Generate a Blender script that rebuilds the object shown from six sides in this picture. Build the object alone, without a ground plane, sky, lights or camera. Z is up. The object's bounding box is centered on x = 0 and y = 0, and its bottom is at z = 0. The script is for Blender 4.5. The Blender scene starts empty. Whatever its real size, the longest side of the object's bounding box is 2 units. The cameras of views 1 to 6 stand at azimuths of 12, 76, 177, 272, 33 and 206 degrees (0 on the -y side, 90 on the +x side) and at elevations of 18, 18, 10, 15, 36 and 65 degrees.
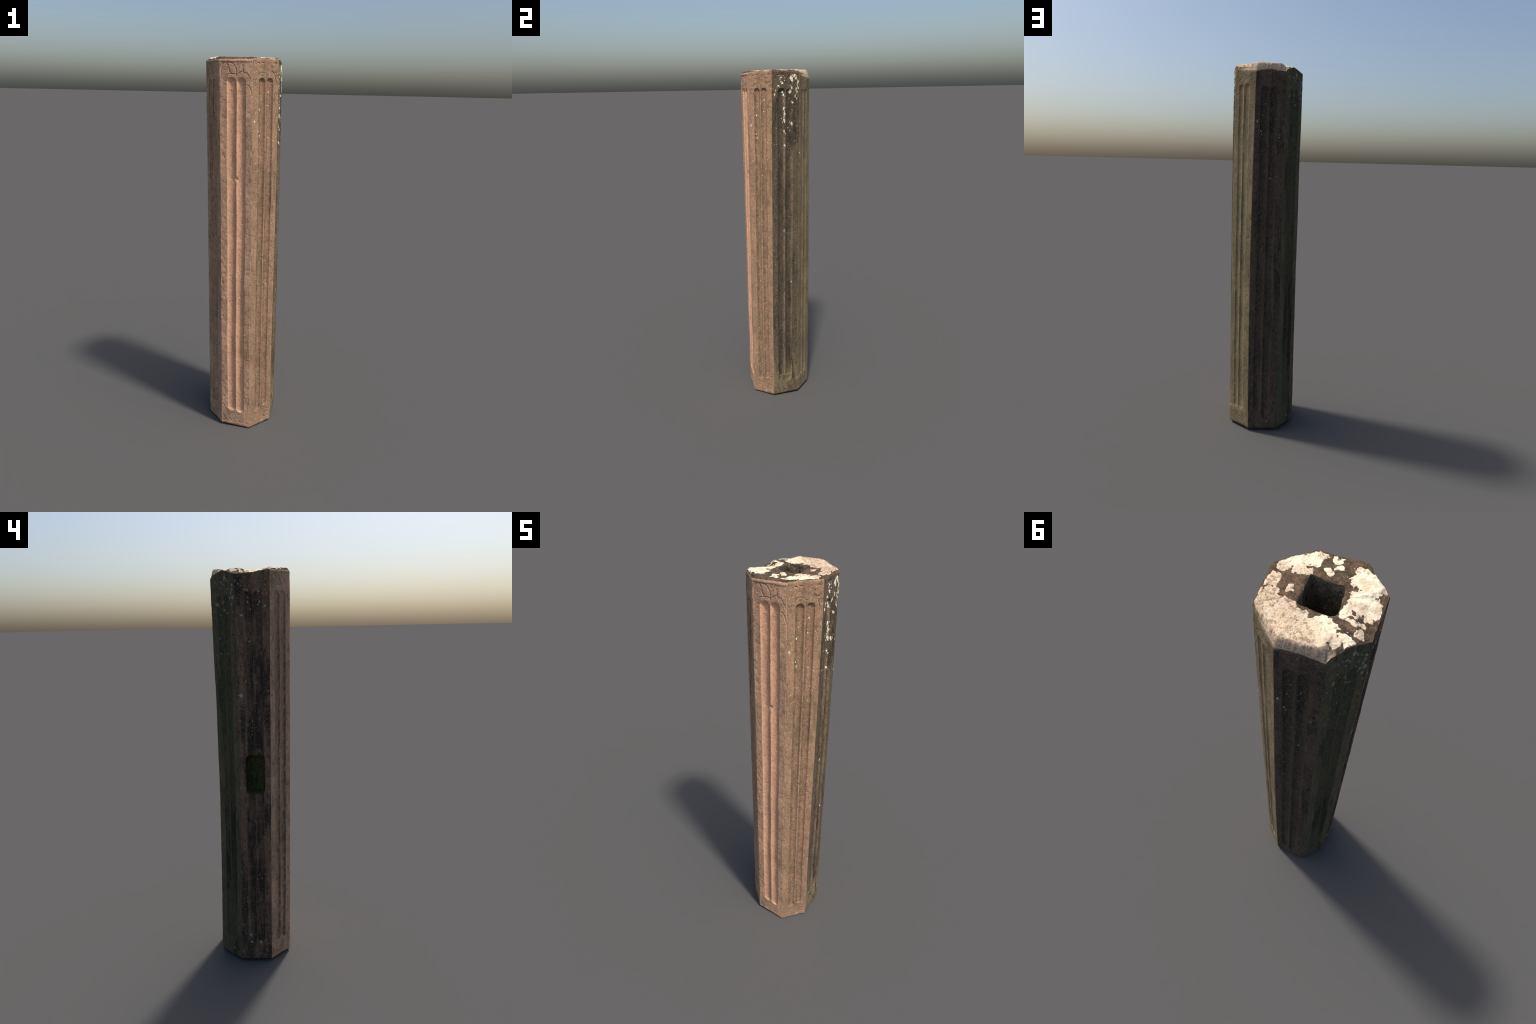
# Weathered octagonal sandstone pillar: eight panels, each with a pair of round-ended flutes and
# incised tracery above and below them, a square socket in the top, a mortise in one side, lichen crust.
import bpy, math
import numpy as np

rng = np.random.default_rng(7)

# ------------------------------------------------------------------ helpers
def lattice(ix, iy, iz, seed):
    h = (ix * 374761393 + iy * 668265263 + iz * 2147483647 + seed * 1274126177) & 0xFFFFFFFF
    h = ((h ^ (h >> 13)) * 1274126177) & 0xFFFFFFFF
    h = (h ^ (h >> 16)) & 0xFFFFFFFF
    return h.astype(np.float64) / 4294967295.0 * 2 - 1

def value_noise(x, y, z, seed=0):
    x, y, z = np.broadcast_arrays(x, y, z)
    fx, fy, fz = np.floor(x), np.floor(y), np.floor(z)
    ix, iy, iz = fx.astype(np.int64), fy.astype(np.int64), fz.astype(np.int64)
    u, v, w = x - fx, y - fy, z - fz
    u, v, w = (t * t * t * (t * (t * 6 - 15) + 10) for t in (u, v, w))
    out = 0
    for a in (0, 1):
        for b in (0, 1):
            for c in (0, 1):
                out = out + lattice(ix + a, iy + b, iz + c, seed) * (u if a else 1 - u) * (v if b else 1 - v) * (w if c else 1 - w)
    return out

def fbm(x, y, z, scale, octaves=3, seed=0, gain=0.5):
    out, amp = 0, 1.0
    for o in range(octaves):
        out = out + amp * value_noise(x * scale, y * scale, z * scale, seed + 17 * o)
        scale *= 2.03
        amp *= gain
    return out

def smooth(t):
    t = np.clip(t, 0, 1)
    return t * t * (3 - 2 * t)

# ------------------------------------------------------------------ the octagon: corner edges, bottom to top
# eight arrises as curves: (z, x, y); the post leans a little and bows slightly on its back side
ARRIS = {
    'A': [(0, -.075, -.183), (.12, -.074, -.185), (.5, -.076, -.186), (1.1, -.078, -.186), (1.55, -.081, -.186), (2, -.085, -.185)],
    'B': [(0, .093, -.188), (.5, .088, -.187), (1.0, .083, -.182), (1.5, .080, -.176), (2, .073, -.173)],
    'C': [(0, .190, -.083), (.5, .188, -.082), (1.1, .186, -.078), (1.5, .184, -.074), (1.9, .179, -.069), (2, .177, -.068)],
    'D': [(0, .183, .079), (.100, .183, .080), (.116, .181, .076), (.5, .180, .078), (1.0, .176, .082), (1.45, .172, .087), (1.85, .166, .091), (2, .163, .091)],
    'E': [(0, .075, .182), (.100, .076, .183), (.116, .077, .182), (.53, .077, .183), (1.0, .075, .183), (1.47, .067, .183), (1.85, .059, .184), (2, .055, .184)],
    'F': [(0, -.086, .189), (.26, -.087, .184), (.5, -.088, .178), (1.0, -.089, .171), (1.4, -.090, .172), (1.58, -.091, .175), (1.85, -.093, .178), (2, -.093, .179)],
    'G': [(0, -.182, .079), (.1, -.182, .074), (.5, -.182, .068), (.9, -.182, .063), (1.2, -.183, .063), (1.5, -.184, .063), (1.8, -.187, .064), (2, -.188, .065)],
    'H': [(0, -.174, -.085), (.5, -.175, -.087), (1.1, -.176, -.090), (1.55, -.177, -.092), (2, -.178, -.094)],
}
PANELS = ['AB', 'BC', 'CD', 'DE', 'EF', 'FG', 'GH', 'HA']
# height of the worn upper arris of every panel, along the panel
RIM = {
    'AB': [(0, 1.984), (1, 1.986)], 'BC': [(0, 1.988), (.3, 1.991), (1, 1.992)], 'CD': [(0, 1.992), (.7, 1.992), (1, 1.984)],
    'DE': [(0, 1.982), (.12, 1.974), (.3, 1.967), (1, 1.957)], 'EF': [(0, 1.957), (.23, 1.962), (.5, 1.966), (.72, 1.960), (1, 1.957)],
    'FG': [(0, 1.955), (.1, 1.970), (.26, 1.976), (.45, 1.986), (.7, 1.979), (.87, 1.971), (1, 1.966)],
    'GH': [(0, 1.966), (.3, 1.969), (.58, 1.972), (.8, 1.978), (1, 1.983)], 'HA': [(0, 1.983), (1, 1.984)],
}
# how far in from the rim the top surface climbs back to its full height
CHAMFER = {'AB': .010, 'BC': .007, 'CD': .009, 'DE': .018, 'EF': .013, 'FG': .050, 'GH': .100, 'HA': .014}
# below 1 the climb is hollow, above it is domed
SWELL = {'AB': 1.7, 'BC': 1.7, 'CD': 1.7, 'DE': 2.3, 'EF': 2.2, 'FG': 1.3, 'GH': .85, 'HA': 1.7}
FOOT = dict(A=.009, B=.003, C=.010, D=.013, E=.012, F=.016, G=.016, H=.010)

def arris(name, z):
    a = np.array(ARRIS[name])
    return np.interp(z, a[:, 0], a[:, 1]), np.interp(z, a[:, 0], a[:, 2])

# flutes of every panel: two of (s left, s right, z bottom, z top)
FLUTES = {
    'AB': [(.225, .503, .102, 1.904), (.520, .790, .096, 1.904)],
    'BC': [(.225, .480, .102, 1.904), (.525, .772, .120, 1.905)],
    'CD': [(.210, .492, .102, 1.901), (.508, .772, .102, 1.899)],
    'DE': [(.215, .440, .113, 1.895), (.462, .715, .113, 1.897)],
    'EF': [(.175, .458, .122, 1.880), (.472, .762, .122, 1.878)],
    'FG': [(.255, .500, .115, 1.875), (.520, .785, .115, 1.880)],
    'GH': [(.230, .498, .123, 1.890), (.512, .775, .122, 1.893)],
    'HA': [(.220, .478, .103, 1.893), (.496, .760, .103, 1.897)],
}
FLUTE_DEPTH = {'AB': .0104, 'BC': .0094, 'CD': .0100, 'DE': .0042, 'EF': .0088, 'FG': .0090, 'GH': .0110, 'HA': .0110}

# incised tracery, millimetres from the panel's middle line / height; two patterns
SHELL_CREST = [
    [(-73, 1910), (-67, 1944), (-59, 1964), (-47, 1968), (-37, 1956), (-33, 1944), (-30, 1929), (-21, 1920), (-4, 1919), (1, 1911)],
    [(-30, 1966), (-25, 1969), (-15, 1964), (-6, 1954), (1, 1938), (1, 1917)],
    [(13, 1945), (18, 1963), (31, 1971), (38, 1965)],
    [(31, 1954), (33, 1931), (41, 1923), (51, 1924), (60, 1908), (77, 1879)],
    [(52, 1870), (62, 1865), (70, 1846), (76, 1820)],
    [(-75, 1869), (-52, 1907), (-42, 1916), (-21, 1920)],
    [(15, 1921), (24, 1929), (33, 1931)],
]
HOOD_CREST = [
    [(-52, 1908), (-48, 1913), (-37, 1921), (-22, 1929), (-4, 1922), (3, 1917), (14, 1918), (27, 1926), (38, 1933), (49, 1927), (55, 1917)],
    [(-71, 1872), (-52, 1911)], [(-68, 1819), (-51, 1863), (-44, 1874)], [(70, 1872), (55, 1912)],
    [(-53, 1966), (-45, 1971), (-36, 1967)], [(-26, 1970), (-20, 1972), (-13, 1970)], [(-29, 1946), (-25, 1951), (-19, 1951)],
    [(34, 1955), (38, 1955), (42, 1951)], [(50, 1969), (57, 1974), (64, 1970)], [(9, 1926), (10, 1945), (14, 1961), (25, 1972)],
    [(-62, 1935), (-58, 1955), (-52, 1965)],
]
SHELL_FOOT = [
    [(-63, 163), (-57, 148), (-48, 140), (-37, 141)], [(-69, 139), (-57, 108), (-42, 87), (-22, 82), (-5, 84)],
    [(3, 85), (17, 77), (44, 78)], [(-69, 69), (-60, 47), (-46, 34)], [(-34, 51), (-22, 33)], [(3, 59), (13, 44), (25, 30)],
    [(40, 34), (48, 30)], [(50, 100), (62, 120), (68, 150)],
]
HOOD_FOOT = [
    [(-47, 150), (-49, 125), (-40, 98), (-24, 92), (-8, 100)], [(-47, 84), (-33, 74), (-10, 81), (4, 70)], [(2, 141), (5, 109), (16, 94), (33, 104), (39, 136)],
    [(-74, 190), (-54, 142)], [(68, 170), (56, 125)], [(20, 30), (33, 41), (66, 86)], [(-60, 50), (-40, 36)],
]
BC_FOOT = [
    [(22, 146), (17, 131), (25, 112), (42, 97), (64, 87)], [(68, 141), (46, 128)], [(-72, 190), (-47, 130)], [(-44, 86), (-24, 76), (-6, 84)],
    [(-60, 50), (-36, 30)], [(10, 60), (34, 44), (60, 40)],
]
CREST = {'AB': SHELL_CREST, 'BC': HOOD_CREST, 'CD': HOOD_CREST, 'DE': HOOD_CREST, 'EF': HOOD_CREST, 'FG': SHELL_CREST, 'GH': SHELL_CREST, 'HA': SHELL_CREST}
FOOTWORK = {'AB': SHELL_FOOT, 'BC': BC_FOOT, 'CD': HOOD_FOOT, 'DE': [], 'EF': HOOD_FOOT, 'FG': [], 'GH': [], 'HA': SHELL_FOOT}
GROOVE = {'AB': .0028, 'BC': .0026, 'CD': .0018, 'DE': .0007, 'EF': .0014, 'FG': .0010, 'GH': .0022, 'HA': .0028}
# knocks and losses: s, z, radius across, radius along, depth
CHIPS = {
    'AB': [(.515, 1.427, .006, .010, .009), (.03, .878, .008, .011, .006), (.79, .19, .004, .006, .004)],
    'BC': [(.785, 1.36, .007, .06, -.004), (.60, .13, .012, .025, -.006), (.97, .93, .006, .012, .003)],
    'CD': [(.50, 1.25, .005, .02, .003), (.99, .62, .006, .02, .004)],
    'DE': [(.45, 1.60, .006, .06, .003), (.95, .9, .006, .02, .003)], 'EF': [(.98, .35, .006, .02, .004), (.49, .5, .006, .03, .003)],
    'FG': [(.97, .62, .006, .03, .005), (.02, 1.45, .010, .05, .004)], 'GH': [(.0, .33, .008, .03, .004), (.97, .90, .006, .01, .003)],
    'HA': [(.48, 1.16, .007, .03, .004), (.10, 1.5, .01, .05, .003), (.99, .61, .006, .01, .004), (.40, .155, .004, .004, .004)],
}
MORTISE = dict(panel='GH', s=.512, half_width=.0485, z0=.945, z1=1.143, depth=.078, corner=.024)

def polyline_distance(x, z, pts):
    d = np.full(x.shape, 9.0)
    for (x0, z0), (x1, z1) in zip(pts[:-1], pts[1:]):
        ax, az, bx, bz = x0 / 1000, z0 / 1000, x1 / 1000, z1 / 1000
        ux, uz = bx - ax, bz - az
        t = np.clip(((x - ax) * ux + (z - az) * uz) / (ux * ux + uz * uz), 0, 1)
        d = np.minimum(d, np.hypot(x - ax - t * ux, z - az - t * uz))
    return d

def curve_through(pts, n=5):
    p = np.array([pts[0]] + list(pts) + [pts[-1]], float)
    if len(pts) < 3:
        return pts
    out = []
    for i in range(1, len(p) - 2):
        for t in np.arange(n) / n:
            out.append(tuple(.5 * ((2 * p[i]) + (p[i + 1] - p[i - 1]) * t + (2 * p[i - 1] - 5 * p[i] + 4 * p[i + 1] - p[i + 2]) * t * t
                                   + (3 * p[i] - p[i - 1] - 3 * p[i + 1] + p[i + 2]) * t ** 3)))
    return out + [tuple(p[-2])]

def flute_radius(x, z, w, f):
    """0 on a flute's axis, 1 at its edge"""
    s0, s1, z0, z1 = f
    xc, hw = ((s0 + s1) / 2 - .5) * w, (s1 - s0) / 2 * w
    dz = np.maximum(z - (z1 - hw), 0) + np.maximum((z0 + hw) - z, 0)
    return np.hypot(x - xc, dz) / hw

def mortise_inside(x, z, w):
    m = MORTISE
    xc = (m['s'] - .5) * w
    zc, hz = (m['z0'] + m['z1']) / 2, (m['z1'] - m['z0']) / 2
    ragged = .0022 * value_noise(x * 90, z * 90, 3.3)
    qx, qz = np.abs(x - xc) - (m['half_width'] - m['corner']), np.abs(z - zc) - (hz - m['corner'])
    return m['corner'] + ragged - (np.hypot(np.maximum(qx, 0), np.maximum(qz, 0)) + np.minimum(np.maximum(qx, qz), 0))

def relief(panel, s, z, px, py):
    """carving depth below the plain panel, metres"""
    w = .157
    x = (s - .5) * w
    dep = np.zeros(np.broadcast(s, z).shape)
    wob = .0012 * value_noise(x * 6, z * 9, 11.0 + PANELS.index(panel))
    flute_in = np.zeros_like(dep)
    k, th = FLUTE_DEPTH[panel], 1.38
    for f in FLUTES[panel]:
        r = flute_radius(x + wob, z, w, f)
        arc = (np.sqrt(np.maximum(1 - (np.minimum(r, 1) * math.sin(th)) ** 2, 0)) - math.cos(th)) / (1 - math.cos(th))
        wear = 1 + .13 * value_noise(z * 7, x * 3, 5.0 + PANELS.index(panel))
        dep += k * wear * np.where(r < 1, arc, 0)
        flute_in = np.maximum(flute_in, (r < 1) * 1.0)
    # tracery, only evaluated near the ends
    for zone, lines in ((z > 1.80, CREST[panel]), (z < .21, FOOTWORK[panel])):
        if not np.any(zone) or not lines:
            continue
        xs, zs = np.broadcast_to(x, dep.shape)[zone], np.broadcast_to(z, dep.shape)[zone]
        g = np.zeros(xs.shape)
        for L in lines:
            d = polyline_distance(xs, zs, curve_through(L))
            g = np.maximum(g, np.exp(-(d / .0019) ** 2) - .32 * np.exp(-((d - .0055) / .0028) ** 2) * (d > 0))
        fade = .75 + .35 * value_noise(xs * 40, zs * 40, 2.0 + PANELS.index(panel))
        dep[zone] += GROOVE[panel] * 1.15 * g * fade * (1 - flute_in[zone])
    # plain band under the top arris and above the foot
    band = {'AB': .0015, 'HA': .0014}.get(panel, .0)
    if band:
        dep += band * smooth((1.9745 - z) / .003) * smooth((z - 1.90) / .06)
        dep += band * .8 * smooth((z - .022) / .004) * smooth((.12 - z) / .07)
    # cups at the feet of the flutes
    if panel == 'CD':
        for f in FLUTES[panel]:
            r = flute_radius(x, z, w, f)
            dep -= .0035 * smooth((.146 - z) / .004) * np.where(r < .8, 1, smooth((1 - r) / .2))
    for cs, cz, ra, rl, cd in CHIPS[panel]:
        q = ((s - cs) * w / ra) ** 2 + ((z - cz) / rl) ** 2
        dep += cd * np.exp(-q * 1.2)
    # weather: waves, pits and grain
    rough = .55 if panel == 'DE' else 1.0
    pit = fbm(px, py, z, 70, 2, 40)
    dep += rough * (.0012 * fbm(px, py, z * .3, 16, 2, 3) + .0005 * fbm(px, py, z * .6, 90, 2, 9) + .0009 * smooth((pit - .45) / .4))
    dep += .0003 * value_noise(px * 420, py * 420, z * 420, 5)
    if panel == MORTISE['panel']:
        q = mortise_inside(x, z, w)
        inside = smooth(q / .005)
        floor = MORTISE['depth'] + .010 * fbm(x, z, 0.2, 38, 3, 60) - .35 * x - .012 * smooth((.99 - z) / .04)
        dep = dep * (1 - inside) + inside * floor + .0012 * np.exp(-((q + .002) / .003) ** 2)
    return dep

def plain_panel(panel, s, z):
    ax, ay = arris(panel[0], z)
    bx, by = arris(panel[1], z)
    return ax + (bx - ax) * s, ay + (by - ay) * s, ax, ay, bx, by

def panel_point(panel, s, z, lift=0.0):
    """a point of the carved panel; lift raises it off the surface"""
    s, z = np.broadcast_arrays(np.asarray(s, float), np.asarray(z, float))
    px, py, ax, ay, bx, by = plain_panel(panel, s, z)
    L = np.hypot(bx - ax, by - ay)
    nx, ny = (by - ay) / L, -(bx - ax) / L
    k = PANELS.index(panel)
    # the normal turns towards the neighbour near an arris, so adjoining panels meet exactly
    def nrm(p):
        x0, y0 = arris(p[0], z); x1, y1 = arris(p[1], z)
        l = np.hypot(x1 - x0, y1 - y0)
        return (y1 - y0) / l, -(x1 - x0) / l
    pn, nn = nrm(PANELS[k - 1]), nrm(PANELS[(k + 1) % 8])
    d0, d1 = s * L, (1 - s) * L
    e0, e1 = np.clip(1 - d0 / .010, 0, 1) ** 2, np.clip(1 - d1 / .010, 0, 1) ** 2
    mx = nx + .5 * e0 * (pn[0] - nx) + .5 * e1 * (nn[0] - nx)
    my = ny + .5 * e0 * (pn[1] - ny) + .5 * e1 * (nn[1] - ny)
    m = np.hypot(mx, my); mx, my = mx / m, my / m
    dep = relief(panel, s, z, px, py)
    # at the very arris keep only a shared wear term
    share = .0007 * fbm(px, py, z, 45, 2, 21) + .0012 * smooth(fbm(px, py, z, 22, 2, 77) - .35)
    ramp = smooth(np.minimum(d0, d1) / .007)
    dep = dep * ramp + share * (1 - ramp) + .0012 * (np.clip(1 - np.minimum(d0, d1) / .0045, 0, 1) ** 2)
    dep = dep - lift
    return px - mx * dep, py - my * dep, z

def rim_height(panel, s):
    a = np.array(RIM[panel])
    return np.interp(s, a[:, 0], a[:, 1])

def foot_height(panel, s):
    return FOOT[panel[0]] * (1 - s) + FOOT[panel[1]] * s

# ------------------------------------------------------------------ one continuous surface
NS = 92
lev = np.concatenate([np.arange(0, .23, .0016), np.arange(.23, .92, .0042), np.arange(.92, 1.175, .0024), np.arange(1.175, 1.79, .0042), np.arange(1.79, 1.9999, .0014), [2.0]])
lev = lev / 2.0                                   # 0 at the foot, 1 at the rim
NZ = len(lev)
# columns crowd towards the arrises
u = np.linspace(0, 1, NS, endpoint=False)
cols = u - .035 * np.sin(2 * np.pi * u)
NC = 8 * NS
gx, gy, gz = (np.zeros((NZ, NC)) for _ in range(3))
for k, p in enumerate(PANELS):
    zb = foot_height(p, cols) + .002 * value_noise(cols * 9 + k * 13, 0.5, 1.5)
    zb[0] = FOOT[p[0]]
    zt = rim_height(p, cols) + .0022 * value_noise(cols * 14 + k * 31, 2.5, 7.5) * smooth(np.minimum(cols, 1 - cols) / .08)
    z = zb[None, :] + (zt - zb)[None, :] * lev[:, None]
    S = np.broadcast_to(cols[None, :], z.shape)
    X, Y, Z = panel_point(p, S, z)
    # the foot and the rim are slightly rounded in
    c = slice(k * NS, (k + 1) * NS)
    gx[:, c], gy[:, c], gz[:, c] = X, Y, Z
soft = .004 * np.clip(1 - (gz - gz[0:1]) / .010, 0, 1) ** 2 + .0030 * np.clip(1 - (gz[-1:] - gz) / .009, 0, 1) ** 2
rad = np.hypot(gx, gy)
gx -= gx / rad * soft; gy -= gy / rad * soft

rows = [np.stack([gx[j], gy[j], gz[j]], 1) for j in range(NZ)]
outer = rows[-1]

# top surface: rings from the rim in to the socket's mouth
SOCKET = np.array([(.054, -.071), (-.056, -.063), (-.070, .037), (-.055, .050), (.050, .044)])
sock_c = np.array([-.007, -.011])
def socket_mouth(dx, dy, grow=0.0):
    best = np.zeros(len(dx))
    n = len(SOCKET)
    inv = []
    for i in range(n):
        a, b = SOCKET[i] - sock_c, SOCKET[(i + 1) % n] - sock_c
        e = b - a
        nrm = np.array([e[1], -e[0]]); nrm /= np.linalg.norm(nrm)
        off = a @ nrm
        if off < 0:
            nrm, off = -nrm, -off
        inv.append(np.maximum((dx * nrm[0] + dy * nrm[1]) / (off + grow), 0))
    inv = np.array(inv)
    return 1 / (np.sum(inv ** 18, 0) ** (1 / 18))
ang = np.arctan2(outer[:, 1] - sock_c[1], outer[:, 0] - sock_c[0])
dx, dy = np.cos(ang), np.sin(ang)
chip = 1 + .02 * value_noise(dx * 4, dy * 4, .3) + .012 * value_noise(dx * 14, dy * 14, 4.3)
mouth_r = socket_mouth(dx, dy) * chip
wall_r = socket_mouth(dx, dy) * .985
mouth = np.stack([sock_c[0] + dx * mouth_r, sock_c[1] + dy * mouth_r], 1)
def top_base(x, y):
    tilt = 1.9950 + .010 * (x * .4 + y * .25)
    dip = -.0045 * np.exp(-(((x + .07) / .05) ** 2 + ((y + .01) / .07) ** 2)) - .003 * np.exp(-(((x - .03) / .05) ** 2 + ((y + .12) / .03) ** 2))
    crest = .0022 * np.exp(-(((x - .02) / .10) ** 2 + ((y - .165) / .05) ** 2))
    return tilt + dip + crest + .0015 * fbm(x, y, 0 * x, 22, 3, 90) + .0007 * fbm(x, y, 0 * x, 160, 2, 91)
cham = np.concatenate([np.full(NS, CHAMFER[p]) for p in PANELS])
ker = np.ones(31) / 31
cham = np.convolve(np.concatenate([cham[-15:], cham, cham[:15]]), ker, 'valid')
swell = np.concatenate([np.full(NS, SWELL[p]) for p in PANELS])
swell = np.convolve(np.concatenate([swell[-15:], swell, swell[:15]]), ker, 'valid')
def top_height(x, y, rimz, d, c):
    t = np.clip(d / c, 0, 1)
    return rimz + (top_base(x, y) - rimz) * (1 - (1 - t) ** np.maximum(swell, 1)) ** (1 / np.minimum(swell, 1))
NT = 84
ring_t = (np.arange(1, NT + 1) / NT) ** 1.35
pad = 4
wrap = np.concatenate([outer[-pad:], outer, outer[:pad]])
calm = np.stack([np.convolve(wrap[:, a], np.ones(2 * pad + 1) / (2 * pad + 1), 'valid') for a in range(3)], 1)
for t in ring_t:
    k = smooth(t / .05)
    edge = outer + (calm - outer) * k            # the rim's grain fades within a few millimetres
    q = edge[:, :2] + (mouth - edge[:, :2]) * t
    d = np.hypot(*(q - outer[:, :2]).T)
    zz = top_height(q[:, 0], q[:, 1], edge[:, 2], d, cham)
    dm = np.hypot(*(q - mouth).T)
    zz -= .005 * np.clip(1 - dm / .012, 0, 1) ** 2 * (.7 + .6 * value_noise(q[:, 0] * 50, q[:, 1] * 50, 8.1))
    zz += .0022 * fbm(q[:, 0], q[:, 1], zz, 55, 3, 95) * smooth(d / .004) * smooth((cham * 1.3 - d) / cham)
    rows.append(np.column_stack([q, zz]))
ROW_TOP_END = NZ + NT
# socket wall and floor
DEEP = .34
mz = rows[-1][:, 2]
for i, t in enumerate((np.arange(1, 47) / 46) ** 1.3):
    zz = mz - DEEP * t
    r = mouth_r + (wall_r - mouth_r) * min(1, i / 3) - .004 * t + .0022 * fbm(dx * .07, dy * .07, zz, 30, 3, 33)
    rows.append(np.column_stack([sock_c[0] + dx * r, sock_c[1] + dy * r, zz]))
for t in (.8, .55, .3, .02):
    q = rows[ROW_TOP_END + 45]
    rows.append(np.column_stack([sock_c + (q[:, :2] - sock_c) * t, q[:, 2] * 0 + q[:, 2].mean() - .006 * (1 - t)]))
ROW_SOCKET_END = len(rows)
# underside, added below row 0
under = []
for ins, zz in ((.10, 0.0), (.35, 0.0), (.7, .001), (.995, .001)):
    under.append(np.column_stack([rows[0][:, :2] * (1 - ins), np.full(NC, zz)]))
under[0][:, 2] = .0
rows = under[::-1] + rows
NU = len(under)
V = np.concatenate(rows)
NR = len(rows)
top_z = V[:, 2].max()
V[:, 2] *= 1.9988 / top_z

J, I = np.meshgrid(np.arange(NR - 1), np.arange(NC), indexing='ij')
I2 = (I + 1) % NC
quads = np.stack([J * NC + I, J * NC + I2, (J + 1) * NC + I2, (J + 1) * NC + I], -1)
flat = quads.reshape(-1, 4)
fn = np.cross(V[flat[:, 2]] - V[flat[:, 0]], V[flat[:, 3]] - V[flat[:, 1]])
VN = np.stack([sum(np.bincount(flat[:, c], fn[:, a], len(V)) for c in range(4)) for a in range(3)], 1)
VN /= np.maximum(np.linalg.norm(VN, axis=1, keepdims=True), 1e-12)

# ------------------------------------------------------------------ materials
def mat(name):
    m = bpy.data.materials.new(name)
    m.use_nodes = True
    m.node_tree.nodes.clear()
    return m

class Graph:
    def __init__(self, m):
        self.t = m.node_tree; self.n = self.t.nodes; self.l = self.t.links
        self.out = self.n.new('ShaderNodeOutputMaterial')
        self.bsdf = self.n.new('ShaderNodeBsdfPrincipled')
        self.l.new(self.bsdf.outputs[0], self.out.inputs[0])
        self.co = self.n.new('ShaderNodeTexCoord').outputs['Object']
    def put(self, sock, v):
        if hasattr(v, 'links') or isinstance(v, bpy.types.NodeSocket):
            self.l.new(v, sock)
        else:
            sock.default_value = v
    def math(self, op, a, b=0.0, clamp=False):
        n = self.n.new('ShaderNodeMath'); n.operation = op; n.use_clamp = clamp
        self.put(n.inputs[0], a); self.put(n.inputs[1], b)
        return n.outputs[0]
    def coords(self, scale, shift=(0, 0, 0)):
        n = self.n.new('ShaderNodeMapping'); self.l.new(self.co, n.inputs[0])
        n.inputs['Scale'].default_value = scale; n.inputs['Location'].default_value = shift
        return n.outputs[0]
    def noise(self, scale, stretch=(1, 1, 1), detail=6, rough=.6, shift=(0, 0, 0), distort=0.0):
        n = self.n.new('ShaderNodeTexNoise')
        self.l.new(self.coords(stretch, shift), n.inputs['Vector'])
        n.inputs['Scale'].default_value = scale; n.inputs['Detail'].default_value = detail
        n.inputs['Roughness'].default_value = rough; n.inputs['Distortion'].default_value = distort
        return n.outputs[0]
    def step(self, v, lo, hi):
        n = self.n.new('ShaderNodeMapRange'); n.interpolation_type = 'SMOOTHSTEP'
        self.put(n.inputs[0], v); n.inputs[1].default_value = lo; n.inputs[2].default_value = hi
        return n.outputs[0]
    def mix(self, f, a, b, mode='MIX'):
        n = self.n.new('ShaderNodeMix'); n.data_type = 'RGBA'; n.blend_type = mode
        self.put(n.inputs[0], f)
        for s, v in ((n.inputs[6], a), (n.inputs[7], b)):
            self.put(s, v if isinstance(v, bpy.types.NodeSocket) else (*v, 1))
        return n.outputs[2]
    def z(self):
        n = self.n.new('ShaderNodeSeparateXYZ'); self.l.new(self.co, n.inputs[0]); return n.outputs[2]
    def bump(self, h, strength, dist):
        n = self.n.new('ShaderNodeBump'); n.inputs['Strength'].default_value = strength; n.inputs['Distance'].default_value = dist
        self.l.new(h, n.inputs['Height']); self.l.new(n.outputs[0], self.bsdf.inputs['Normal'])
    def finish(self, col, rough=.9):
        self.put(self.bsdf.inputs['Base Color'], col)
        self.put(self.bsdf.inputs['Roughness'], rough)
        self.bsdf.inputs['Specular IOR Level'].default_value = .18

def flute_place(g, panel):
    """position across a flute, 0 at its left edge and 1 at its right, from object coordinates"""
    (x0, y0), (x1, y1) = (arris(panel[0], z) for z in (.2, 1.8))
    (u0, v0), (u1, v1) = (arris(panel[1], z) for z in (.2, 1.8))
    tx, ty = (u0 + u1 - x0 - x1) / 2, (v0 + v1 - y0 - y1) / 2
    L = math.hypot(tx, ty); tx, ty = tx / L, ty / L
    a, b = tx * x0 + ty * y0, tx * x1 + ty * y1
    slope = (b - a) / 1.6
    f0, f1 = FLUTES[panel]
    pitch = (f1[0] - f0[0]) * L
    d = g.n.new('ShaderNodeVectorMath'); d.operation = 'DOT_PRODUCT'
    g.l.new(g.co, d.inputs[0]); d.inputs[1].default_value = (tx / pitch, ty / pitch, -slope / pitch)
    return g.math('FRACT', g.math('SUBTRACT', d.outputs['Value'], (a - slope * .2 + f0[0] * L) / pitch))

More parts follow.
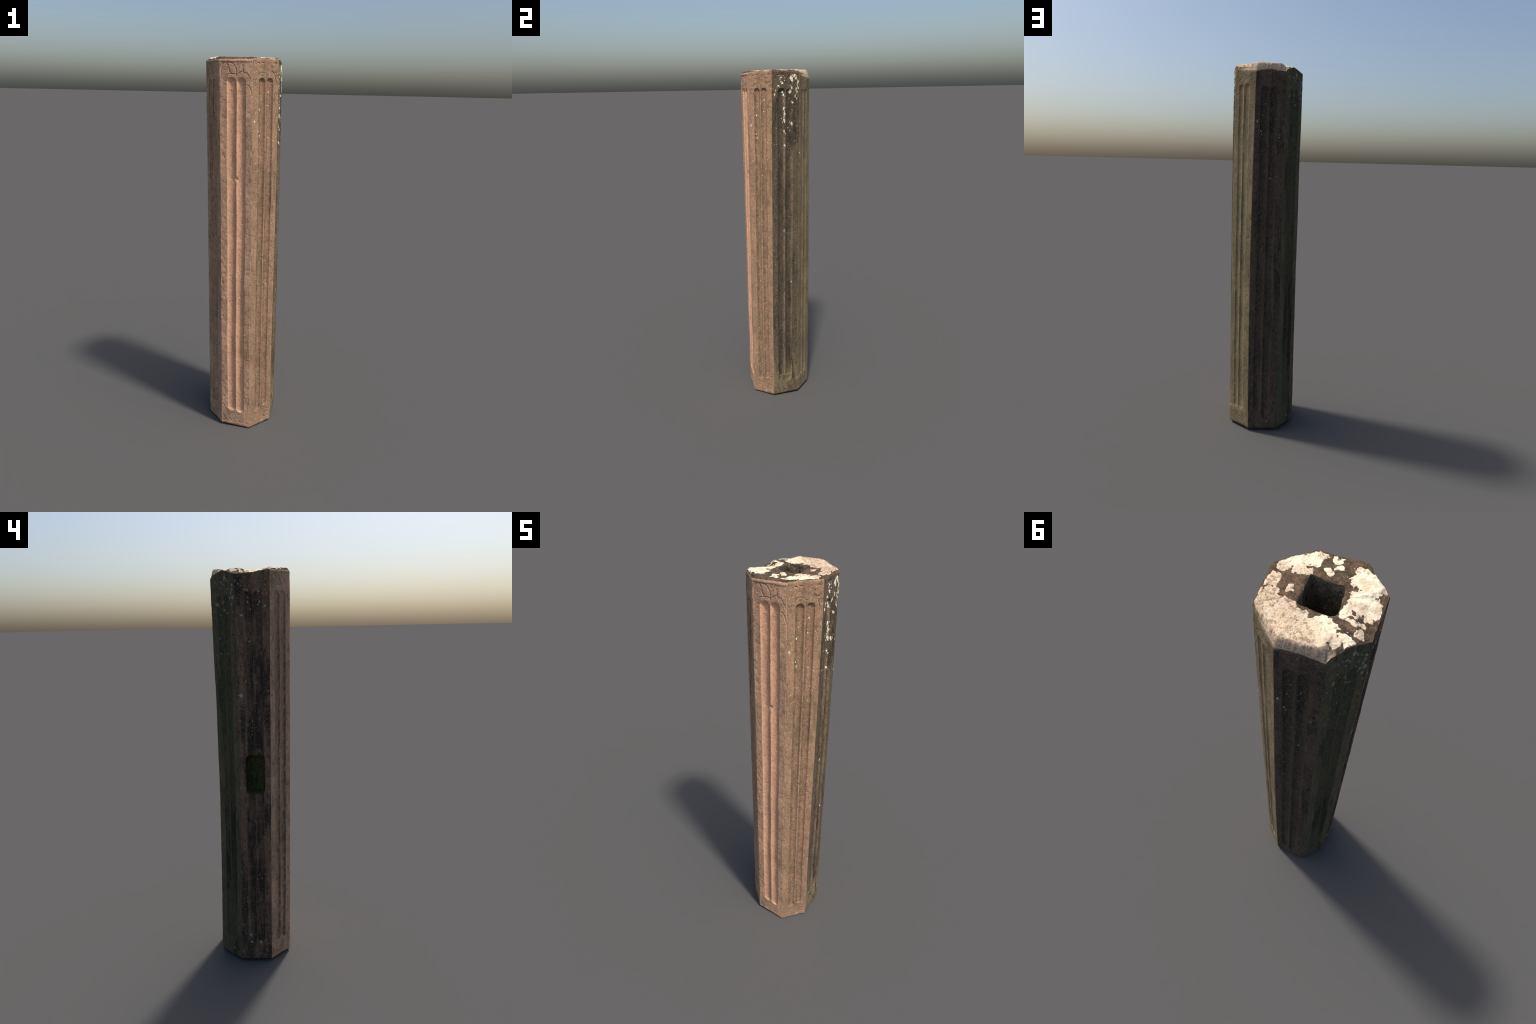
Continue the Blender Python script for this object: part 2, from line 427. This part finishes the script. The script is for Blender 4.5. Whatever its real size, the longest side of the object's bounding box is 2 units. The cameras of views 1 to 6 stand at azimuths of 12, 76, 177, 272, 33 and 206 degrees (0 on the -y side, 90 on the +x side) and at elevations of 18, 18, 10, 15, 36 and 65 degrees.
def stone(name, light, mid, dark, grime=None, grime_cover=.0, algae=None, algae_cover=.0, specks=.0, speck_col=(.62, .50, .40), tufts=(), shift=0.0, streak=1.0, side_tints=(), contrast=1.0):
    """sandstone: blotches, vertical streaks, grain; grime and algae lie on it in broken patches"""
    m = mat(name); g = Graph(m)
    sh = (shift, shift * .7, shift * .3)
    blotch = g.noise(13, (1, 1, .55), 8, .66, sh)
    grain = g.noise(190, (1, 1, .75), 4, .75, sh)
    mott = g.noise(58, (1, 1, .55), 6, .72, sh)
    col = g.mix(g.step(blotch, .40, .60), mid, light)
    col = g.mix(g.math('MULTIPLY', g.step(mott, .50, .66), .8 * contrast), col, dark)
    col = g.mix(g.math('MULTIPLY', g.math('SUBTRACT', 1.0, g.step(mott, .34, .46)), .55 * contrast), col, light)
    broad = g.noise(6.5, (1, 1, .6), 5, .6, (sh[0] + 11, 3, 5))
    col = g.mix(g.math('MULTIPLY', g.step(broad, .50, .64), .38 * contrast), col, dark)
    col = g.mix(g.math('MULTIPLY', g.math('SUBTRACT', 1.0, g.step(broad, .34, .46)), .35 * contrast), col, light)
    st = g.noise(26, (1, 1, .05), 5, .6, sh)
    col = g.mix(g.math('MULTIPLY', g.step(st, .52, .70), .5 * streak), col, dark)
    if algae:
        a = g.noise(9, (1, 1, .30), 8, .68, (sh[0] + 3, 1, 2))
        a = g.math('ADD', a, g.math('MULTIPLY', g.math('SUBTRACT', grain, .5), .22))
        col = g.mix(g.math('MULTIPLY', g.step(a, .62 - algae_cover * .5, .80 - algae_cover * .5), .9), col, algae)
    for (panel, side_col, lo, hi, amt) in side_tints:
        # one side of a flute differs in colour from the other, in broken patches
        f = g.math('ADD', flute_place(g, panel), g.math('MULTIPLY', g.math('SUBTRACT', g.noise(20, (1, 1, .25), 6, .7, (4, sh[0], 6)), .5), .55))
        w = g.step(f, min(lo, hi), max(lo, hi))
        if lo > hi:
            w = g.math('SUBTRACT', 1.0, w)
        w = g.math('MULTIPLY', w, g.step(g.math('ADD', mott, g.math('MULTIPLY', blotch, .6)), .62, .86))
        col = g.mix(g.math('MULTIPLY', w, amt), col, side_col)
    for (z0, z1, soft, tcol, amt) in tufts:
        zz = g.math('ADD', g.z(), g.math('MULTIPLY', g.math('SUBTRACT', g.noise(14, (1, 1, .5), 6, .65, (5, sh[0], 1)), .5), soft * 2.2))
        band = g.math('MULTIPLY', g.step(zz, z0 - soft, z0 + soft), g.math('SUBTRACT', 1.0, g.step(zz, z1 - soft, z1 + soft)))
        brk = g.step(g.noise(34, (1, 1, .35), 6, .7, (9, sh[0], 4)), .36, .56)
        col = g.mix(g.math('MULTIPLY', g.math('MULTIPLY', band, brk), amt), col, tcol)
    if grime:
        q = g.noise(15, (1, 1, .18), 8, .7, (sh[0] + 7, 4, 1))
        q = g.math('ADD', q, g.math('MULTIPLY', g.math('SUBTRACT', grain, .5), .30))
        q = g.math('ADD', q, g.math('MULTIPLY', g.math('SUBTRACT', mott, .5), .25))
        col = g.mix(g.math('MULTIPLY', g.step(q, .66 - grime_cover * .5, .78 - grime_cover * .5), .92), col, grime)
    # grain: light and dark crystals
    col = g.mix(g.math('MULTIPLY', g.step(grain, .53, .66), .55), col, speck_col)
    col = g.mix(g.math('MULTIPLY', g.math('SUBTRACT', 1.0, g.step(grain, .35, .47)), .60), col, tuple(c * .5 for c in dark))
    if specks:
        sp = g.noise(88, (1, 1, 1), 2, .5, (sh[0] + 2, 8, 3))
        rare = g.noise(7, (1, 1, .6), 3, .5, (sh[0] + 5, 2, 3))
        sp = g.math('ADD', sp, g.math('MULTIPLY', g.math('SUBTRACT', rare, .5), .35))
        col = g.mix(g.math('MULTIPLY', g.step(sp, .74 - specks * .06, .78 - specks * .06), .9), col, speck_col)
    h = g.math('ADD', g.math('MULTIPLY', grain, .7), mott)
    g.bump(h, .45, .0018)
    g.finish(col, .92)
    return m

M = {}
OLIVE = (.135, .105, .060)
M['AB'] = stone('rose_sandstone', (.61, .365, .228), (.46, .275, .174), (.25, .160, .102), specks=.2, speck_col=(.66, .46, .33), shift=0.0)
M['AB_flute'] = stone('clean_rose_sandstone', (.73, .405, .245), (.60, .340, .212), (.38, .235, .152), speck_col=(.78, .52, .35), shift=1.0, streak=.5, contrast=.6)
M['BC'] = stone('weathered_rose_sandstone', (.40, .240, .145), (.300, .182, .112), (.175, .120, .074), algae=(.15, .115, .064), algae_cover=.16, specks=.5, speck_col=(.55, .38, .25), shift=2.0)
M['BC_flute'] = stone('olive_sided_rose_sandstone', (.37, .212, .128), (.29, .168, .103), (.150, .105, .065), algae=OLIVE, algae_cover=.18, specks=.5, speck_col=(.52, .36, .24),
                      side_tints=[('BC', (.115, .088, .050), .50, .10, .85)], shift=2.5)  # left side of each flute darker olive-brown than the right
M['CD'] = stone('blackened_sandstone', (.125, .090, .058), (.088, .066, .044), (.046, .037, .026), grime=(.030, .026, .019), grime_cover=.26,
                algae=(.105, .088, .052), algae_cover=.20, specks=.3, speck_col=(.26, .21, .14), tufts=[(-.2, .26, .10, (.20, .160, .088), .85)], shift=3.0)
M['CD_flute'] = stone('blackened_flute_stone', (.092, .072, .048), (.066, .054, .037), (.036, .031, .023), grime=(.026, .024, .018), grime_cover=.32,  # right side of each flute lighter brown than the left
                      algae=(.088, .080, .052), algae_cover=.26, specks=.2, speck_col=(.24, .19, .13), side_tints=[('CD', (.27, .175, .105), .55, .95, .85)],
                      tufts=[(-.2, .20, .08, (.20, .160, .088), .85)], shift=3.5)
M['DE'] = stone('olive_sandstone', (.285, .215, .120), (.220, .170, .095), (.115, .093, .054), algae=(.140, .124, .070), algae_cover=.25, specks=.0, speck_col=(.36, .28, .17), shift=4.0)
M['EF'] = stone('dark_brown_sandstone', (.120, .082, .057), (.083, .059, .042), (.040, .031, .024), grime=(.029, .025, .020), grime_cover=.30, specks=.4, speck_col=(.21, .17, .13), shift=5.0)
M['EF_flute'] = stone('dark_brown_flute_stone', (.105, .074, .052), (.074, .054, .039), (.036, .029, .022), grime=(.024, .021, .018), grime_cover=.22, specks=.4, speck_col=(.21, .17, .13),  # a little darker than its panel; left side of each flute dark, right side lighter brown
                      side_tints=[('EF', (.028, .024, .020), .50, .05, .6), ('EF', (.150, .102, .072), .62, .95, .7)], shift=15.3)
M['FG'] = stone('algae_covered_sandstone', (.145, .116, .066), (.110, .092, .054), (.060, .053, .033), grime=(.040, .036, .024), grime_cover=.26,
                algae=(.086, .082, .050), algae_cover=.3, specks=.1, speck_col=(.16, .15, .10), shift=6.0)
M['FG_flute'] = stone('algae_covered_flute_stone', (.100, .086, .050), (.076, .068, .041), (.042, .039, .025), grime=(.028, .027, .018), grime_cover=.32,
                algae=(.076, .076, .047), algae_cover=.3, specks=.1, speck_col=(.14, .14, .09), shift=6.5)
M['GH'] = stone('grimy_rose_sandstone', (.22, .138, .092), (.145, .094, .064), (.058, .043, .031), grime=(.032, .027, .020), grime_cover=.41, specks=.8, speck_col=(.34, .24, .17), shift=7.0)
M['GH_flute'] = stone('dark_rose_flute_stone', (.155, .100, .069), (.100, .068, .048), (.044, .034, .026), grime=(.026, .023, .018), grime_cover=.45, specks=.7, speck_col=(.32, .23, .17),  # darker than its panel for flute contrast, with a lightened left edge
                      side_tints=[('GH', (.30, .185, .120), .36, .02, .85)], shift=7.5)
M['HA'] = stone('dull_rose_sandstone', (.52, .325, .205), (.38, .240, .155), (.190, .125, .084), grime=(.125, .088, .062), grime_cover=.12, specks=.5, speck_col=(.50, .35, .25), shift=8.0)
M['HA_flute'] = stone('dull_flute_stone', (.48, .295, .185), (.36, .222, .142), (.175, .113, .075), grime=(.115, .080, .056), grime_cover=.12, specks=.4, speck_col=(.50, .35, .25),
                      side_tints=[('HA', (.085, .060, .044), .62, .95, .9)], shift=8.5)  # dark strip along the right edge of each flute
M['socket'] = stone('damp_stone', (.17, .14, .095), (.11, .092, .062), (.05, .044, .031), grime=(.03, .028, .020), grime_cover=.25, shift=10.0)
M['mortise'] = stone('mossy_stone', (.105, .105, .036), (.070, .072, .026), (.036, .038, .017), grime=(.022, .023, .013), grime_cover=.25, specks=.3, speck_col=(.16, .15, .10), shift=11.0)
M['under'] = stone('buried_stone', (.22, .15, .105), (.16, .11, .078), (.09, .065, .045), shift=12.0)

def top_stone():
    """soiled brown stone, bare and tan along the broken back rim"""
    m = mat('soiled_stone'); g = Graph(m)
    a = g.noise(30, detail=8, rough=.7); b = g.noise(120, detail=5, rough=.7, shift=(3, 0, 0)); c = g.noise(210, detail=3, rough=.7, shift=(1, 4, 0))
    col = g.mix(g.step(a, .38, .62), (.062, .043, .027), (.150, .094, .060))
    col = g.mix(g.math('MULTIPLY', g.step(b, .50, .66), .8), col, (.050, .042, .020))
    col = g.mix(g.math('MULTIPLY', g.step(c, .58, .70), .6), col, (.42, .31, .21))
    d = g.n.new('ShaderNodeVectorMath'); d.operation = 'DOT_PRODUCT'
    g.l.new(g.co, d.inputs[0]); d.inputs[1].default_value = (.15, 1, 0)
    back = g.step(g.math('ADD', d.outputs['Value'], g.math('MULTIPLY', g.math('SUBTRACT', a, .5), .09)), .118, .150)
    tan = g.mix(g.step(b, .44, .62), (.62, .46, .32), (.34, .245, .165))
    tan = g.mix(g.math('MULTIPLY', g.step(c, .56, .70), .6), tan, (.20, .145, .10))
    col = g.mix(back, col, tan)
    g.bump(g.math('ADD', b, c), .5, .002)
    g.finish(col, .93)
    return m
M['top'] = top_stone()

def lichen(name, pale, warm, gap, cover=.5, shift=0.0, tan=None):
    m = mat(name); g = Graph(m)
    a = g.noise(55, detail=8, rough=.72, shift=(shift, 0, 0)); b = g.noise(190, detail=4, rough=.75, shift=(shift, 2, 0)); c = g.noise(22, detail=6, rough=.65, shift=(shift, 5, 1))
    gaps = g.math('ADD', a, g.math('MULTIPLY', g.math('SUBTRACT', b, .5), .7))
    if tan:
        # colonies near the back rim are thin and let the tan stone through
        d = g.n.new('ShaderNodeVectorMath'); d.operation = 'DOT_PRODUCT'
        g.l.new(g.co, d.inputs[0]); d.inputs[1].default_value = (.8, .75, 0)
        thin = g.step(g.math('ADD', d.outputs['Value'], g.math('MULTIPLY', g.math('SUBTRACT', c, .5), .16)), .015, .105)
        pale = g.mix(g.math('MULTIPLY', thin, .85), pale, tan)
        gaps = g.math('ADD', gaps, g.math('MULTIPLY', thin, .075))
    col = g.mix(g.step(c, .42, .58), warm, pale)
    col = g.mix(g.math('MULTIPLY', g.step(gaps, .62 - cover * .1, .76 - cover * .1), .85), col, gap)
    col = g.mix(g.math('MULTIPLY', g.math('SUBTRACT', 1.0, g.step(b, .30, .44)), .35), col, gap)
    g.bump(g.math('ADD', a, b), .5, .002)
    g.finish(col, .95)
    return m
M['lichen_top'] = lichen('cream_lichen', (.93, .83, .60), (.74, .58, .41), (.26, .175, .11), .75, 0, tan=(.60, .43, .28))
M['lichen_white'] = lichen('chalk_lichen', (.80, .76, .58), (.62, .56, .40), (.36, .30, .20), .2, 3)
M['lichen_mint'] = lichen('mint_lichen', (.30, .31, .22), (.22, .23, .165), (.09, .09, .06), .3, 6)
M['lichen_grey'] = lichen('grey_lichen', (.46, .43, .36), (.36, .33, .27), (.18, .15, .12), .2, 9)

# ------------------------------------------------------------------ objects
def make_object(name, verts, faces, material, parent, normals=None):
    me = bpy.data.meshes.new(name)
    nv, nf = len(verts), len(faces)
    k = faces.shape[1]
    me.vertices.add(nv); me.vertices.foreach_set('co', np.ascontiguousarray(verts, np.float32).ravel())
    me.loops.add(nf * k); me.loops.foreach_set('vertex_index', np.ascontiguousarray(faces, np.int32).ravel())
    me.polygons.add(nf)
    me.polygons.foreach_set('loop_start', np.arange(0, nf * k, k, dtype=np.int32))
    me.polygons.foreach_set('loop_total', np.full(nf, k, np.int32))
    me.update(calc_edges=True)
    me.polygons.foreach_set('use_smooth', np.ones(nf, bool))
    me.materials.append(material)
    if normals is not None:
        me.normals_split_custom_set_from_vertices([tuple(n) for n in normals.tolist()])
    ob = bpy.data.objects.new(name, me)
    bpy.context.scene.collection.objects.link(ob)
    ob.parent = parent
    return ob

pillar = bpy.data.objects.new('stone_pillar', None)
bpy.context.scene.collection.objects.link(pillar)
pillar['label'] = 'weathered octagonal sandstone pillar with fluted panels and lichen'
pillar['category'] = 'stone pillar'

def cut(name, mask, material, parent):
    f = quads[mask]
    ids, inv = np.unique(f.ravel(), return_inverse=True)
    return make_object(name, V[ids], inv.reshape(f.shape), material, parent, VN[ids])

region_row = J
side = (J >= NU) & (J < NU + NZ - 1)
cs = np.concatenate([cols + k for k in range(8)])
mid_s = np.where(I % NS == NS - 1, (cols[-1] + 1) / 2, (cols[I % NS] + cols[(I + 1) % NS]) / 2)
mid_z = (V[quads[..., 0], 2] + V[quads[..., 2], 2]) / 2
panel_id = I // NS
PW = .157
mortise_region = side & (panel_id == PANELS.index('GH')) & (mortise_inside((mid_s - .5) * PW, mid_z, PW) > .0008)
for k, p in enumerate(PANELS):
    here = side & (panel_id == k) & ~mortise_region
    flutes = []
    taken = np.zeros_like(here)
    for f in FLUTES[p]:
        r = flute_radius((mid_s - .5) * PW, mid_z, PW, f)
        fm = here & (r < 1) & ~taken
        taken |= fm
        flutes.append(fm)
    panel = cut('fluted_panel', here & ~taken, M[p], pillar)
    for fm in flutes:
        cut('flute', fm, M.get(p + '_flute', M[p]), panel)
    if p == 'GH':
        cut('mortise_hole', mortise_region, M['mortise'], pillar)
cut('top_surface', (J >= NU + NZ - 1) & (J < NU + ROW_TOP_END - 1), M['top'], pillar)
cut('square_socket', J >= NU + ROW_TOP_END - 1, M['socket'], pillar)
cut('underside', J < NU, M['under'], pillar)
SZ = 1.9988 / top_z

# ------------------------------------------------------------------ lichen
def crust_disc(n_r=7, n_t=28):
    rho = np.concatenate([[0.0], np.arange(1, n_r + 1) / n_r])
    return rho, np.arange(n_t) / n_t * 2 * np.pi
def lichen_dome(panel, s, z, ra, rl, seed, thick=.0016):
    """a low lobed crust lying on the carved surface; ra across, rl along"""
    rho, th = crust_disc()
    R, T = np.meshgrid(rho, th, indexing='ij')
    lobe = 1 + .38 * value_noise(np.cos(T) * 2.1 + seed * 3.7, np.sin(T) * 2.1, seed * 1.3) + .22 * value_noise(np.cos(T) * 6 + seed, np.sin(T) * 6, seed * 2.1)
    xs, zs = R * lobe * ra * np.cos(T), R * lobe * rl * np.sin(T)
    lift = thick * np.sqrt(np.clip(1 - R ** 2, 0, 1)) * (1 + .35 * value_noise(xs * 250, zs * 250, seed)) - .0012 * (R > .99)
    S = np.clip(s + xs / PW, .012, .988)
    X, Y, Z = panel_point(panel, S, z + zs, lift)
    P = np.stack([X, Y, Z * SZ], -1)
    # collapse the first ring to one point
    n_t = len(th)
    P[0] = P[0, 0]
    idx = np.arange(P.shape[0] * n_t).reshape(P.shape[0], n_t)
    a, b = idx[:-1], idx[1:]
    f = np.stack([a, b, np.roll(b, -1, 1), np.roll(a, -1, 1)], -1).reshape(-1, 4)
    return P.reshape(-1, 3), f

# patches that stand out one by one: panel -> (s, z, radius across, radius along) in mm
WHITE = {
    'CD': [(.462, 1.765, 3.5, 13), (.462, 1.730, 4.5, 13), (.446, 1.796, 4, 9), (.436, 1.865, 5, 8), (.40, 1.880, 4, 6), (.68, 1.885, 9, 11), (.715, 1.900, 5, 10), (.456, 1.672, 3, 6), (.490, 1.662, 2.5, 5),
           (.468, 1.595, 4, 7.5), (.728, 1.716, 3, 7), (.738, 1.708, 3, 5), (.749, 1.826, 3.5, 6), (.700, 1.952, 6, 14), (.735, 1.940, 6, 10), (.83, 1.966, 5, 9), (.88, 1.950, 5, 9), (.945, 1.930, 4, 14), (.351, 1.956, 5, 4), (.30, 1.948, 3, 4),
           (.237, 1.913, 5, 6), (.388, 1.927, 6, 5), (.34, 1.934, 4, 3), (.46, 1.94, 2.5, 4), (.881, 1.897, 3, 10), (.915, 1.880, 3, 6), (.843, 1.857, 3, 6), (.90, 1.845, 2.5, 5), (.96, 1.90, 3, 7), (.461, 1.103, 2.2, 5), (.741, .777, 2, 4.5), (.10, 1.868, 3, 6), (.14, 1.89, 2, 4)],
    'BC': [(.069, 1.706, 4.2, 5.5), (.100, 1.700, 2, 2.5), (.29, 1.758, 3.2, 4.5), (.304, 1.638, 3, 3.5), (.654, 1.627, 2.2, 6), (.804, 1.613, 2.6, 3.6), (.862, 1.923, 2.4, 3.5), (.639, 1.84, 3, 4), (.599, 1.779, 2.5, 4), (.274, 1.657, 2.5, 3), (.604, .029, 3, 3.5), (.72, 1.54, 2, 2.5), (.13, 1.508, 2.2, 2.4), (.55, 1.43, 2, 3.2), (.80, 1.52, 2, 2)],
    'DE': [(.03, 1.55, 2, 5)],
}
MINT = {
    'FG': [(.605, 1.951, 5, 10), (.478, 1.934, 4, 6), (.552, 1.923, 4, 6), (.471, 1.909, 4, 5), (.516, 1.85, 4, 9), (.263, 1.84, 7, 9), (.552, 1.814, 5, 5), (.905, 1.921, 6, 8), (.905, 1.903, 6, 6), (.86, 1.887, 5, 6), (.925, 1.865, 8, 9), (.81, 1.866, 5, 5), (.878, 1.839, 5, 6), (.937, 1.804, 3, 4), (.281, 1.69, 5, 3), (.63, .059, 5, 5), (.30, 1.93, 3, 3), (.70, 1.94, 3, 4), (.79, 1.93, 3, 3), (.30, 1.62, 3, 4), (.75, 1.905, 3, 5)],
    'GH': [(.040, 1.937, 3, 5), (.123, 1.923, 3.5, 4)],
}
GREY = {
    'GH': [(.185, 1.791, 5.5, 6), (.376, 1.846, 3.5, 5), (.388, 1.865, 3, 3), (.362, 1.898, 3, 3), (.681, 1.89, 4, 5), (.707, 1.848, 3.5, 6), (.667, 1.835, 3, 4), (.862, 1.829, 4, 5), (.399, 1.675, 4, 5), (.331, 1.689, 2, 3), (.452, 1.819, 2, 3), (.422, 1.813, 2.5, 3),
           (.123, 1.432, 8.5, 8), (.266, 1.498, 2.5, 5), (.574, 1.49, 2.5, 4), (.937, 1.45, 4, 3), (.665, 1.162, 2.5, 2.5), (.31, .156, 5, 7), (.33, .119, 4, 5), (.645, .118, 5, 5), (.352, .814, 2.5, 2.5)],
    'HA': [(.047, 1.822, 8, 9)],
    'EF': [(.09, 1.708, 5, 5), (.22, 1.66, 3, 4), (.25, 1.645, 3, 4), (.26, 1.74, 3, 3), (.56, 1.77, 2.5, 3), (.83, 1.63, 2.5, 3.5), (.64, .055, 3, 3.5), (.57, 1.42, 3, 4)],
}
specks_v, specks_f, specks_n = {}, {}, {}
def add_speck(kind, P, f):
    base = specks_n.get(kind, 0)
    specks_v.setdefault(kind, []).append(P); specks_f.setdefault(kind, []).append(f + base)
    specks_n[kind] = base + len(P)
seed = 1
for kind, table, m, th in (('white', WHITE, M['lichen_white'], .0015), ('mint', MINT, M['lichen_mint'], .0012), ('grey', GREY, M['lichen_grey'], .0012)):
    for p, spots in table.items():
        for (s, z, ra, rl) in spots:
            seed += 1
            P, f = lichen_dome(p, s, z, ra / 1000, rl / 1000, seed, th)
            make_object('lichen_patch', P, f, m, pillar)
            for _ in range(3):
                a, d = rng.random() * 6.283, 1.0 + .9 * rng.random()
                q = .18 + .3 * rng.random() ** 2
                seed += 1
                s2, z2 = s + math.cos(a) * d * ra / 1000 / PW, min(z + math.sin(a) * d * rl / 1000, 1.968)
                if .02 < s2 < .98:
                    add_speck(kind, *lichen_dome(p, s2, z2, q * ra / 1000, q * rl / 1000, seed, th * .7))
# small scattered specks, uncounted
SCATTER = [('white', 'BC', 110, 1.0, 2.0, .0007, .0017), ('white', 'CD', 45, 1.6, 2.0, .0008, .0024), ('white', 'AB', 30, .1, 2.0, .0006, .0014), ('white', 'BC', 50, .05, 1.2, .0006, .0014),
           ('grey', 'GH', 150, .05, 1.95, .0007, .0018), ('grey', 'EF', 60, 1.0, 1.95, .0007, .0018), ('grey', 'HA', 50, .1, 1.95, .0006, .0016), ('mint', 'FG', 70, 1.4, 1.96, .0010, .0030), ('white', 'CD', 20, .1, 1.6, .0007, .0013)]
for kind, p, n, z0, z1, r0, r1 in SCATTER:
    for _ in range(n):
        seed += 1
        z = z1 - (z1 - z0) * rng.random() ** 1.3
        r = r0 + (r1 - r0) * rng.random() ** 2.5
        z = min(z, 1.965)
        s = .03 + .94 * rng.random()
        if p == 'GH' and abs(z - 1.048) < .12 and .2 < s < .85:
            continue
        P, f = lichen_dome(p, s, z, r, r * (1 + .8 * rng.random()), seed, .0009)
        add_speck(kind, P, f)
for kind in specks_v:
    ob = make_object('lichen_specks', np.concatenate(specks_v[kind]), np.concatenate(specks_f[kind]), M['lichen_' + kind], pillar)
    ob['kind'] = 'stuff'

# crust on the top: colonies (x, y, radius x, radius y) that merge, broken by noise
COLONIES = [(.108, -.108, .042, .036), (.070, -.125, .030, .028), (.082, -.078, .030, .024), (.135, -.075, .022, .026), (.050, -.144, .021, .013), (.003, -.146, .018, .012), (.006, -.098, .018, .013), (-.018, -.122, .013, .010),
            (-.100, -.108, .044, .036), (-.135, -.100, .030, .034), (-.085, -.135, .026, .014), (-.112, -.035, .038, .048), (-.145, -.030, .030, .042), (-.085, .020, .016, .022), (-.115, .045, .020, .012), (-.138, .036, .013, .012), (.145, -.010, .022, .030),
            (.128, .050, .030, .034), (.148, .078, .016, .022), (.045, .098, .062, .042), (.100, .100, .046, .034), (.030, .140, .052, .028), (.085, .135, .030, .026), (-.020, .110, .036, .034), (-.060, .100, .036, .038), (-.045, .070, .030, .018), (-.040, .140, .034, .022),
            (-.118, .106, .028, .018), (-.095, .130, .016, .018), (.085, .005, .012, .016), (.070, .055, .030, .018), (-.150, .070, .014, .012), (.165, .030, .010, .030)]
grid_lo = NU + NZ - 1 + 6
top_rows = np.arange(grid_lo, NU + ROW_TOP_END - 2)
TV = V.reshape(NR, NC, 3)[top_rows]
TN = VN.reshape(NR, NC, 3)[top_rows]
tx, ty = TV[..., 0], TV[..., 1]
wx, wy = tx + .007 * fbm(tx, ty, 0 * tx, 55, 3, 200), ty + .007 * fbm(tx, ty, 0 * tx, 55, 3, 201)
cov = np.full(tx.shape, -1.0)
for cx, cy, rx, ry in COLONIES:
    cov = np.maximum(cov, 1 - np.sqrt(((wx - cx) / rx) ** 2 + ((wy - cy) / ry) ** 2))
cov = cov + .16 * fbm(tx, ty, 0 * tx, 85, 4, 210, .65)
height = .0010 * np.clip(cov * 5, -1, 1) * (1 + .4 * fbm(tx, ty, 0 * tx, 260, 2, 220))
P = TV + TN * height[..., None]
keep_v = cov > -.22
nr = len(top_rows)
jj, ii = np.meshgrid(np.arange(nr - 1), np.arange(NC), indexing='ij')
i2 = (ii + 1) % NC
q = np.stack([jj * NC + ii, jj * NC + i2, (jj + 1) * NC + i2, (jj + 1) * NC + ii], -1)
q = q[keep_v.ravel()[q].any(-1)]
ids, inv = np.unique(q.ravel(), return_inverse=True)
ob = make_object('lichen_crust', P.reshape(-1, 3)[ids], inv.reshape(-1, 4), M['lichen_top'], pillar)
ob['kind'] = 'stuff'
